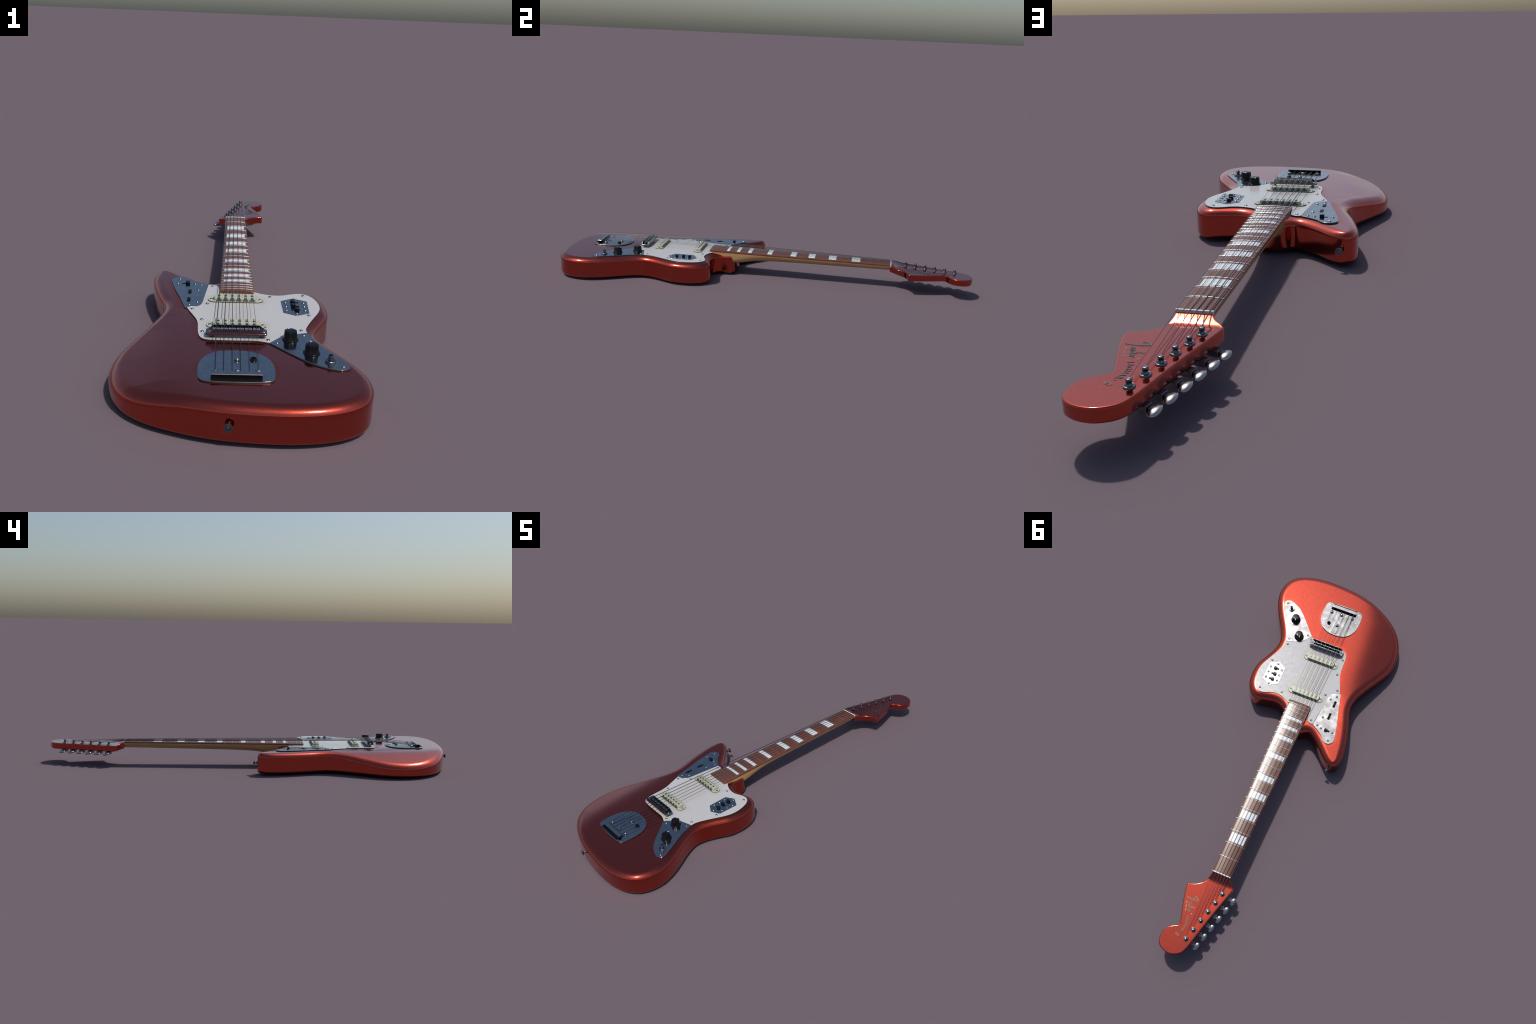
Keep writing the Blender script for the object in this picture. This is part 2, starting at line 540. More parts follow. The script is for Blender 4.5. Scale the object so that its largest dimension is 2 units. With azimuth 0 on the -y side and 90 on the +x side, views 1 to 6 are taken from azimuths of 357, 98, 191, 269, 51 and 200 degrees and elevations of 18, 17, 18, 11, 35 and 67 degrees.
def stadium(hx, hy, n=14):
    """rounded-end slot outline centred on the origin, long in x"""
    pts = []
    for sgn, a0 in ((1, -math.pi / 2), (-1, math.pi / 2)):
        for i in range(n + 1):
            a = a0 + math.pi * i / n
            pts.append((sgn * (hx - hy) + hy * math.cos(a), hy * math.sin(a)))
    return np.array(pts)

def rounded_rect(hx, hy, r, n=6):
    pts = []
    for cx, cy, a0 in ((hx - r, hy - r, 0), (-hx + r, hy - r, 90), (-hx + r, -hy + r, 180), (hx - r, -hy + r, 270)):
        for i in range(n + 1):
            a = math.radians(a0 + 90 * i / n)
            pts.append((cx + r * math.cos(a), cy + r * math.sin(a)))
    return np.array(pts)

# ================================================================== body
BODY_OUTLINE = [
    # treble cutaway and treble horn
    (0.0605, -0.2180), (0.0667, -0.2275), (0.0796, -0.2390), (0.1003, -0.2500), (0.1228, -0.2537), (0.1522, -0.2493),
    (0.1789, -0.2430), (0.2078, -0.2373), (0.2283, -0.2419), (0.2477, -0.2561), (0.2648, -0.2818), (0.2744, -0.3080),
    (0.2799, -0.3423), (0.2799, -0.3792), (0.2741, -0.4157), (0.2592, -0.4502), (0.2440, -0.4850), (0.2345, -0.5119),
    # treble waist and lower bout
    (0.2268, -0.5429), (0.2268, -0.5760), (0.2400, -0.6150), (0.2597, -0.6540), (0.2829, -0.6940), (0.3066, -0.7380),
    (0.3205, -0.7696), (0.3324, -0.8081), (0.3361, -0.8437), (0.3303, -0.8871), (0.3140, -0.9240), (0.2885, -0.9500),
    (0.2516, -0.9710), (0.2118, -0.9835), (0.1809, -0.9895), (0.1269, -0.9940), (0.0724, -0.9928), (0.0127, -0.9880),
    # bass lower bout
    (-0.0337, -0.9815), (-0.0767, -0.9720), (-0.1235, -0.9580), (-0.1719, -0.9391), (-0.2140, -0.9185), (-0.2515, -0.8930),
    (-0.2820, -0.8640), (-0.3045, -0.8310), (-0.3190, -0.8010), (-0.3310, -0.7620), (-0.3365, -0.7250), (-0.3360, -0.6850),
    (-0.3285, -0.6400), (-0.3030, -0.5790), (-0.2715, -0.5165), (-0.2460, -0.4620), (-0.2300, -0.4220),
    # bass waist and long horn
    (-0.2225, -0.3800), (-0.2255, -0.3400), (-0.2420, -0.2830), (-0.2565, -0.2320), (-0.2705, -0.1690),
    (-0.2765, -0.1290), (-0.2775, -0.0960), (-0.2725, -0.0700), (-0.2615, -0.0515), (-0.2475, -0.0440), (-0.2310, -0.0465),
    (-0.2121, -0.0562), (-0.1938, -0.0710), (-0.1727, -0.0925), (-0.1534, -0.1122), (-0.1309, -0.1337), (-0.1081, -0.1524),
    # bass cutaway, then the neck block
    (-0.0918, -0.1621), (-0.0779, -0.1640), (-0.0645, -0.1575), (-0.0530, -0.1470), (-0.0400, -0.1410), (-0.0150, -0.1395),
    (0.0120, -0.1410), (0.0320, -0.1450), (0.0470, -0.1530), (0.0555, -0.1655), (0.0582, -0.1830), (0.0588, -0.2030),
]

# the sloping forearm facet starts at this x for a given y (bass side of the lower bout)
FACET_Y = [-1.00, -0.94, -0.85, -0.70, -0.55, -0.46, -0.41, -0.36, -0.30, -0.20]
FACET_X = [-0.115, -0.135, -0.168, -0.187, -0.199, -0.212, -0.229, -0.254, -0.300, -0.38]

def body_top(P):
    x0 = np.interp(P[:, 1], FACET_Y, FACET_X)
    k = 0.020
    t = (x0 - P[:, 0]) / k
    soft = k * np.where(t > 20, t, np.log1p(np.exp(np.minimum(t, 20))))
    return BODY_TOP - 0.275 * soft

def body_back(P):
    return np.full(len(P), 0.0055)

def build_body():
    D = closed_spline(BODY_OUTLINE, 760, relax=6)
    D = ccw(D)
    D = D - inward_normals(D) * (0.0012 * np.clip((D[:, :1] + 0.15) / 0.1, 0, 1))
    me = slab('body', D, body_top, body_back, 0.032, 0.0185, 0.013, 0.0085, True)
    return make_object('body', me, ['paint', 'paint_rim'])

# ================================================================== plates on the body
def build_plates():
    guard_pts = [(0.1984, -0.5699), (0.1967, -0.5590), (0.1975, -0.5446), (0.2040, -0.5214), (0.2166, -0.4890),
                 (0.2315, -0.4545), (0.2460, -0.4202), (0.2544, -0.3890), (0.2556, -0.3579), (0.2513, -0.3293), (0.2429, -0.3026),
                 (0.2336, -0.2855), (0.2215, -0.2728), (0.2066, -0.2662), (0.1908, -0.2665), (0.1726, -0.2723), (0.1508, -0.2815),
                 (0.1312, -0.2850), (0.1092, -0.2835), (0.0879, -0.2766), (0.0733, -0.2695), (0.0600, -0.2600),
                 (0.0520, -0.2680), (-0.0520, -0.2680), (-0.0580, -0.2110),
                 (-0.0640, -0.2065), (-0.0720, -0.2020), (-0.0820, -0.2003), (-0.0915, -0.2035), (-0.1050, -0.3570), (-0.1078, -0.3705),
                 (-0.1135, -0.3830), (-0.1220, -0.3915), (-0.1380, -0.3970), (-0.1505, -0.3990),
                 (-0.1445, -0.4180), (-0.1305, -0.4541), (-0.1180, -0.4900), (-0.1125, -0.5223), (-0.1112, -0.5526), (-0.1088, -0.5858),
                 (-0.1035, -0.6090), (-0.0955, -0.6205), (-0.0840, -0.6265), (-0.0532, -0.6295), (0.0018, -0.6300), (0.0500, -0.6300),
                 (0.0700, -0.6350), (0.0875, -0.6425), (0.1252, -0.5958), (0.1360, -0.5895), (0.1600, -0.5815)]
    D = closed_spline(guard_pts, 0, corners=(0, 21, 22, 23, 24, 28, 29, 34, 48, 49))
    make_object('pickguard', plate('pickguard', D, 0.1015, PLATE_TOP - 0.0003), ['guard', 'edge'])

    ctl = [(0.1988, -0.5704), (0.2057, -0.5954), (0.2169, -0.6322), (0.2374, -0.6718), (0.2604, -0.7141), (0.2797, -0.7519),
           (0.2867, -0.7688), (0.2884, -0.7814), (0.2830, -0.7895), (0.2710, -0.7963), (0.2635, -0.7982), (0.2450, -0.7935), (0.2211, -0.7823),
           (0.1984, -0.7673), (0.1766, -0.7471), (0.1515, -0.7187), (0.1254, -0.6878), (0.1064, -0.6645), (0.0880, -0.6424),
           (0.1256, -0.5962), (0.1364, -0.5899), (0.1602, -0.5819)]
    D = closed_spline(ctl, 0, corners=(0, 18, 19))
    ctl_ob = make_object('control_plate', plate('control_plate', D, 0.1015, PLATE_TOP), ['plate', 'edge'])

    horn = [(-0.1571, -0.3985), (-0.1509, -0.3985), (-0.1373, -0.3962), (-0.1217, -0.3905), (-0.1126, -0.3815), (-0.1073, -0.3700),
            (-0.1046, -0.3562), (-0.0925, -0.1985), (-0.1039, -0.1925), (-0.1169, -0.1852), (-0.1346, -0.1728), (-0.1495, -0.1596),
            (-0.1560, -0.1508), (-0.1635, -0.1413), (-0.1748, -0.1349), (-0.1854, -0.1335), (-0.1967, -0.1366), (-0.2066, -0.1440),
            (-0.2116, -0.1535), (-0.2124, -0.1651), (-0.2096, -0.1822), (-0.2040, -0.2114), (-0.1932, -0.2581), (-0.1794, -0.3072), (-0.1694, -0.3469)]
    D = closed_spline(horn, 0, corners=(0, 6, 7))
    horn_ob = make_object('horn_plate', plate('horn_plate', D, 0.1015, PLATE_TOP), ['plate', 'edge'])

    hexa = np.array([(0.2190, -0.4290), (0.1779, -0.4495), (0.1405, -0.4270), (0.1380, -0.3350), (0.1765, -0.3115), (0.2200, -0.3345)])
    hx = []
    for i in range(6):          # slightly rounded corners
        p, a, b = hexa[i], hexa[i - 1], hexa[(i + 1) % 6]
        for t in (0.07, 0.02):
            hx.append(p + (a - p) * t)
        for t in (0.02, 0.07):
            hx.append(p + (b - p) * t)
    hex_ob = make_object('switch_plate', plate('switch_plate', hx, 0.1062, PLATE_TOP + 0.0014, 0.0005), ['plate', 'edge'])

    tail = [(0.0826, -0.8651), (0.0888, -0.8561), (0.0920, -0.8398), (0.0936, -0.8159), (0.0930, -0.7865), (0.0895, -0.7649), (0.0823, -0.7454),
            (0.0705, -0.7274), (0.0543, -0.7121), (0.0330, -0.7015), (0.0073, -0.6954), (-0.0200, -0.6950), (-0.0440, -0.6995), (-0.0630, -0.7082),
            (-0.0789, -0.7230), (-0.0915, -0.7448), (-0.0988, -0.7688), (-0.1016, -0.7989), (-0.1006, -0.8309), (-0.0973, -0.8524), (-0.0908, -0.8611),
            (-0.0795, -0.8661), (-0.0560, -0.8700), (-0.0011, -0.8722), (0.0396, -0.8712), (0.0689, -0.8687)]
    D = closed_spline(tail, 0)
    tail_ob = make_object('tailpiece', plate('tailpiece', D, 0.1015, PLATE_TOP), ['plate', 'edge'])
    return ctl_ob, horn_ob, hex_ob, tail_ob

def screw_mesh(name, r, h):
    me = lathe(name, [(r, -0.002), (r, 0.0002), (r * 0.97, h * 0.30), (r * 0.82, h * 0.65), (r * 0.55, h * 0.9), (r * 0.30, h), (r * 0.24, h * 0.55), (0, h * 0.5)], 20, 60)
    return me

def build_screws(ctl_ob, horn_ob, hex_ob, tail_ob):
    small = screw_mesh('screw', 0.0055, 0.0030)
    small.materials.append(M['chrome'])
    z = PLATE_TOP - 0.0003
    for x, y in [(0.1819, -0.5573), (0.2153, -0.4453), (0.2119, -0.2853), (0.1059, -0.3009), (-0.0982, -0.5766), (-0.1023, -0.4920),
                 (-0.1338, -0.4114), (-0.0900, -0.3687), (-0.0766, -0.2171), (0.0847, -0.6258)]:
        make_object('screw', small, None, loc=(x, y, z), rot_z=random.random() * 3)
    for x, y in [(0.2705, -0.7790), (0.1860, -0.5889), (0.1085, -0.6421)]:
        make_object('screw', small, None, ctl_ob, (x, y, PLATE_TOP))
    for x, y in [(-0.1447, -0.3794), (-0.1219, -0.3548), (-0.1217, -0.2523), (-0.1133, -0.2040), (-0.1342, -0.1964), (-0.1913, -0.1952), (-0.1870, -0.1505)]:
        make_object('screw', small, None, horn_ob, (x, y, PLATE_TOP))
    for x, y in [(0.1801, -0.4351), (0.2077, -0.4078), (0.2072, -0.3784), (0.2078, -0.3474), (0.1801, -0.3209), (0.1511, -0.3484), (0.1516, -0.3785), (0.1509, -0.4087)]:
        make_object('screw', small, None, hex_ob, (x, y, PLATE_TOP + 0.0014))
    tiny = screw_mesh('tailpiece_screw', 0.0036, 0.0006)
    tiny.materials.append(M['plate'])
    for x, y in [(0.0745, -0.8528), (0.0798, -0.8018), (0.0298, -0.7084), (-0.0820, -0.8513), (-0.0865, -0.8011)]:
        make_object('tailpiece_screw', tiny, None, tail_ob, (x, y, PLATE_TOP))
    dome = lathe('dome_screw', [(0.0058, -0.002), (0.0060, 0.0012), (0.0076, 0.0018), (0.0079, 0.0034), (0.0072, 0.0052), (0.0052, 0.0066), (0.0022, 0.0070), (0.0018, 0.0060), (0, 0.0059)], 24, 60)
    dome.materials.append(M['chrome'])
    for x, y in [(0.0505, -0.8165), (-0.0016, -0.8170), (-0.0580, -0.8160), (-0.0020, -0.7515)]:
        make_object('dome_screw', dome, None, tail_ob, (x, y, PLATE_TOP))

def build_tailpiece_fittings(tail_ob):
    # raised string bar; black box below paints its opening and dark reflection
    bm = box_bm(-0.0685, 0.0612, -0.8560, -0.8385, 0.1163, 0.1190, 0.0006)
    make_object('string_bar', bm_mesh('string_bar', bm, 30), 'plate', tail_ob)
    bm = join_bms(box_bm(-0.0672, 0.0600, -0.8680, -0.8310, 0.1030, PLATE_TOP + 0.0003), box_bm(-0.0672, 0.0600, -0.8545, -0.8460, 0.1030, 0.1166))
    make_object('bar_slot_fill', bm_mesh('bar_slot_fill', bm, 30), 'hollow_fill', tail_ob)
    # arm collet
    me = lathe('arm_socket', [(0.0095, -0.002), (0.0095, 0.0010), (0.0085, 0.0022), (0.0082, 0.0052), (0.0068, 0.0060), (0.0050, 0.0056), (0.0048, 0.0)], 24, 40)
    make_object('arm_socket', me, 'black', tail_ob, (0.0407, -0.7498, PLATE_TOP))
    # sliding lock button
    pts = [(-0.0155, -0.7190), (0.0045, -0.7190)] + [(-0.0055 + 0.0100 * math.cos(a), -0.7125 + 0.0090 * math.sin(a)) for a in np.linspace(0, math.pi, 12)]
    bm = prism(pts, 0.1050, PLATE_TOP + 0.0018)
    make_object('lock_button', bm_mesh('lock_button', bm, 30), 'plate', tail_ob)

def build_controls(ctl_ob, horn_ob, hex_ob):
    # fluted knob with skirt
    bm = bmesh.new(); seg = 64
    def ring(h, fn):
        return [bm.verts.new((fn(2 * math.pi * i / seg) * math.cos(2 * math.pi * i / seg), fn(2 * math.pi * i / seg) * math.sin(2 * math.pi * i / seg), h)) for i in range(seg)]
    flute = lambda r, a: (lambda t: r * (1 - 0.075 * (abs(math.cos(4 * t)) ** 0.6 if False else (0.5 - 0.5 * math.cos(8 * t)) ** 0.8) * a))
    prof = [ring(0.0, lambda t: 0.0232), ring(0.0022, lambda t: 0.0232), ring(0.0030, lambda t: 0.0226), ring(0.0040, flute(0.0200, 0.6)),
            ring(0.0060, flute(0.0192, 1)), ring(0.0240, flute(0.0183, 1)), ring(0.0258, flute(0.0178, 1)), ring(0.0266, flute(0.0165, 0.9)), ring(0.0268, flute(0.010, 0.2))]
    for a, b in zip(prof[:-1], prof[1:]):
        for i in range(seg):
            j = (i + 1) % seg
            bm.faces.new((a[i], a[j], b[j], b[i]))
    bm.faces.new(prof[-1]); bm.faces.new(list(reversed(prof[0])))
    knob = bm_mesh('knob', bm, 40); knob.materials.append(M['black'])
    mark = bm_mesh('pointer_mark', box_bm(0.0110, 0.0182, -0.0012, 0.0012, 0.0235, 0.0274), 30); mark.materials.append(M['pointer'])
    for (x, y), a in (((0.1465, -0.6175), 1.95), ((0.1972, -0.7015), 1.75)):
        k = make_object('knob', knob, None, ctl_ob, (x, y, PLATE_TOP - 0.0002), a)
        make_object('pointer_mark', mark, None, k)
    # output jack: hex nut and threaded tube
    hexn = prism([(0.0152 * math.cos(math.radians(60 * i + 12)), 0.0152 * math.sin(math.radians(60 * i + 12))) for i in range(6)], -0.001, 0.0050, 0.0006)
    jack = make_object('output_jack', bm_mesh('output_jack', hexn, 30), 'dark_metal', ctl_ob, (0.2410, -0.7525, PLATE_TOP))
    me = lathe('jack_tube', [(0.0066, 0.003), (0.0066, 0.0190), (0.0058, 0.0195), (0.0046, 0.0193), (0.0046, 0.006)], 24, 35)
    make_object('jack_tube', me, 'dark_metal', jack)
    # slide switches of the hexagonal plate
    slot = bm_mesh('switch_slot_fill', box_bm(-0.0130, 0.0130, -0.0042, 0.0042, -0.002, 0.0003), 30); slot.materials.append(M['hollow_fill'])  # black box set into the plate in place of a cut slot
    tip = bm_mesh('switch_tip', box_bm(-0.0068, 0.0068, -0.0062, 0.0062, 0.0, 0.0085, 0.0012), 40); tip.materials.append(M['black'])
    for x, y, dx in [(0.1785, -0.4085, 0.0045), (0.1790, -0.3770, -0.0050), (0.1795, -0.3470, -0.0055)]:
        s = make_object('switch_slot_fill', slot, None, hex_ob, (x, y, PLATE_TOP + 0.0014))
        make_object('switch_tip', tip, None, s, (dx, 0, 0))
    s = make_object('switch_slot_fill', slot, None, horn_ob, (-0.1635, -0.1953, PLATE_TOP))
    make_object('switch_tip', tip, None, s, (0.0050, 0, 0))
    # thumb wheels rising from black boxes that replace two cut slots
    slot_fill = bm_mesh('wheel_slot_fill', box_bm(-0.0055, 0.0055, -0.0175, 0.0175, -0.002, 0.0003), 30); slot_fill.materials.append(M['hollow_fill'])
    bm = bmesh.new(); n = 40
    for x0, x1 in ((-0.0046, 0.0046),):
        A = []; B = []
        for i in range(n):
            a = 2 * math.pi * i / n; r = 0.0200 * (1.0 if i % 2 else 0.965)
            A.append(bm.verts.new((x0, r * math.cos(a), r * math.sin(a)))); B.append(bm.verts.new((x1, r * math.cos(a), r * math.sin(a))))
        for i in range(n):
            j = (i + 1) % n
            bm.faces.new((A[i], A[j], B[j], B[i]))
        bm.faces.new(A); bm.faces.new(B)
    wheel = bm_mesh('thumb_wheel', bm, 20); wheel.materials.append(M['black'])
    for y in (-0.3372, -0.2690):
        s = make_object('wheel_slot_fill', slot_fill, None, horn_ob, (-0.1481, y, PLATE_TOP))
        make_object('thumb_wheel', wheel, None, s, (0, 0, -0.0168))

# ================================================================== pickups and bridge
POLE_X = [-0.0538, -0.0334, -0.0130, 0.0075, 0.0280, 0.0485]
def build_pickups():
    cx = -0.0025
    base = bm_mesh('pickup', prism([tuple(p) for p in stadium(0.0856, 0.0195)], 0.0012, 0.0030, 0.0006), 40)
    base.materials.append(M['cover'])
    shade_plate = bm_mesh('pickup_shade_plate', prism([tuple(p) for p in stadium(0.0862, 0.0202)], -0.006, 0.0014), 40)  # black plate under the base, painting the shadowed gap round it
    shade_plate.materials.append(M['hollow_fill'])
    # cover: soft-edged block, a little narrower at the top
    outl = rounded_rect(0.0672, 0.0150, 0.0060)
    V = []; F = []; n = len(outl)
    for s, z in ((1.0, 0.0020), (1.0, 0.0085), (0.993, 0.0112), (0.975, 0.0130), (0.95, 0.0138)):
        for x, y in outl:
            V.append((x - math.copysign(0.0672 * (1 - s) * 0.35, x), y * (1 - (1 - s) * 1.6), z))
    for r in range(4):
        for i in range(n):
            j = (i + 1) % n
            F.append((r * n + i, r * n + j, (r + 1) * n + j, (r + 1) * n + i))
    F.append(tuple(4 * n + i for i in range(n)))
    cover = mesh_from('pickup_cover', V, F, 45); cover.materials.append(M['cover'])
    # notched metal claw: one tapered tooth per string on both long sides
    bm = bmesh.new()
    for side in (-1, 1):
        for px in POLE_X:
            x = px - cx
            bot = [(x - 0.0092, side * 0.0188, 0.0030), (x + 0.0092, side * 0.0188, 0.0030)]
            top = [(x + 0.0030, side * 0.0153, 0.0122), (x - 0.0030, side * 0.0153, 0.0122)]
            inn = [(x - 0.0092, side * 0.0140, 0.0030), (x + 0.0092, side * 0.0140, 0.0030), (x + 0.0030, side * 0.0140, 0.0122), (x - 0.0030, side * 0.0140, 0.0122)]
            o = [bm.verts.new(p) for p in bot + top]; q = [bm.verts.new(p) for p in inn]
            bm.faces.new(o); bm.faces.new(list(reversed(q)))
            for i in range(4):
                j = (i + 1) % 4
                bm.faces.new((o[i], q[i], q[j], o[j]))
    claw = bm_mesh('pickup_claw', bm, 20); claw.materials.append(M['claw'])
    # dark blocks in place of notches cut in the cover's top edge
    bm = join_bms(*[box_bm(px - cx - 0.0030, px - cx + 0.0030, s * 0.0142 - 0.0013, s * 0.0142 + 0.0013, 0.0115, 0.01405) for px in POLE_X for s in (-1, 1)])
    notch_block = bm_mesh('cover_notch_block', bm, 30); notch_block.materials.append(M['claw'])
    pole = lathe('pole_piece', [(0.0040, 0.010), (0.0040, 0.0150), (0.0036, 0.0155), (0, 0.0156)], 20, 40); pole.materials.append(M['dark_metal'])
    scr = screw_mesh('pickup_screw', 0.0052, 0.0024); scr.materials.append(M['chrome'])
    for y in (-0.3350, -0.5320):
        p = make_object('pickup', base, None, loc=(cx, y, PLATE_TOP))
        make_object('pickup_shade_plate', shade_plate, None, p)
        make_object('pickup_cover', cover, None, p)
        c = make_object('pickup_claw', claw, None, p)
        make_object('cover_notch_block', notch_block, None, p)
        for px in POLE_X:
            make_object('pole_piece', pole, None, p, (px - cx, 0, 0))
        for sx in (-0.0757, 0.0757):
            make_object('pickup_screw', scr, None, p, (sx, 0.0, 0.0028))

SADDLE_X = [-0.0588, -0.0370, -0.0148, 0.0074, 0.0298, 0.0522]
BRIDGE_Y = -0.6050
def build_bridge():
    cx = -0.0025; hx = 0.0846
    # U-shaped trough: floor and two long walls whose ends slope down
    floor = prism([tuple(p) for p in rounded_rect(hx, 0.0170, 0.006)], 0.1165, 0.1225, 0.0006)
    walls = []
    for s in (-1, 1):
        y0, y1 = sorted((s * 0.0168, s * 0.0138))
        prof = [(-0.0800, 0.1205), (-0.0650, 0.1338), (0.0650, 0.1338), (0.0800, 0.1205)]
        bm = bmesh.new()
        a = [bm.verts.new((x, y0, z)) for x, z in prof]; b = [bm.verts.new((x, y1, z)) for x, z in prof]
        bm.faces.new(a); bm.faces.new(list(reversed(b)))
        for i in range(4):
            j = (i + 1) % 4
            bm.faces.new((a[i], b[i], b[j], a[j]))
        walls.append(bm)
    bm = join_bms(floor, *walls)
    br = make_object('bridge', bm_mesh('bridge', bm, 30), 'bridge_metal', None, (cx, BRIDGE_Y, 0))
    floor_black = bm_mesh('bridge_floor_black', box_bm(-0.0660, 0.0660, -0.0137, 0.0137, 0.1220, 0.1230), 30)  # black sheet laid on the trough floor
    make_object('bridge_floor_black', floor_black, 'hollow_fill', br)
    # threaded barrel saddles
    prof = [(0.0, -0.0100), (0.0042, -0.0100)]
    for i in range(9):
        h = -0.0095 + 0.019 * i / 9
        prof += [(0.0056, h), (0.0056, h + 0.0010), (0.0047, h + 0.0014), (0.0047, h + 0.0019)]
    prof += [(0.0042, 0.0100), (0.0, 0.0100)]
    sad = lathe('saddle', prof, 20, 40); sad.materials.append(M['dark_metal'])
    hgt = lathe('saddle_screw', [(0.0016, 0.1225), (0.0016, 0.1352), (0, 0.1354)], 10, 40); hgt.materials.append(M['chrome'])
    spring = lathe('intonation_screw', [(0.0017, -0.0110), (0.0017, 0.0140), (0.0030, 0.0141), (0.0030, 0.0170), (0, 0.0172)], 12, 40); spring.materials.append(M['dark_metal'])
    for x in SADDLE_X:
        s = make_object('saddle', sad, None, br, (x - cx, 0.0, 0.1283))
        s.rotation_euler = (0, math.pi / 2, 0)
        for dx in (-0.0070, 0.0070):
            make_object('saddle_screw', hgt, None, br, (x - cx + dx, 0.0018, 0))
        t = make_object('intonation_screw', spring, None, br, (x - cx, 0.0015, 0.1262))
        t.rotation_euler = (math.pi / 2, 0, 0)
    scr = screw_mesh('bridge_screw', 0.0058, 0.0022); scr.materials.append(M['chrome'])
    post = lathe('bridge_post', [(0.0072, PLATE_TOP - 0.003), (0.0072, PLATE_TOP + 0.0008), (0.0050, PLATE_TOP + 0.0010), (0.0050, 0.1170)], 20, 40); post.materials.append(M['dark_metal'])
    for sx in (-0.0738, 0.0752):
        make_object('bridge_screw', scr, None, br, (sx, 0, 0.1224))
        make_object('bridge_post', post, None, br, (sx * 0.93, 0, 0))

# ================================================================== neck, fretboard, frets
def half_width(y):
    return np.interp(y, [BOARD_END_Y, NUT_Y], [0.0545, 0.0412])

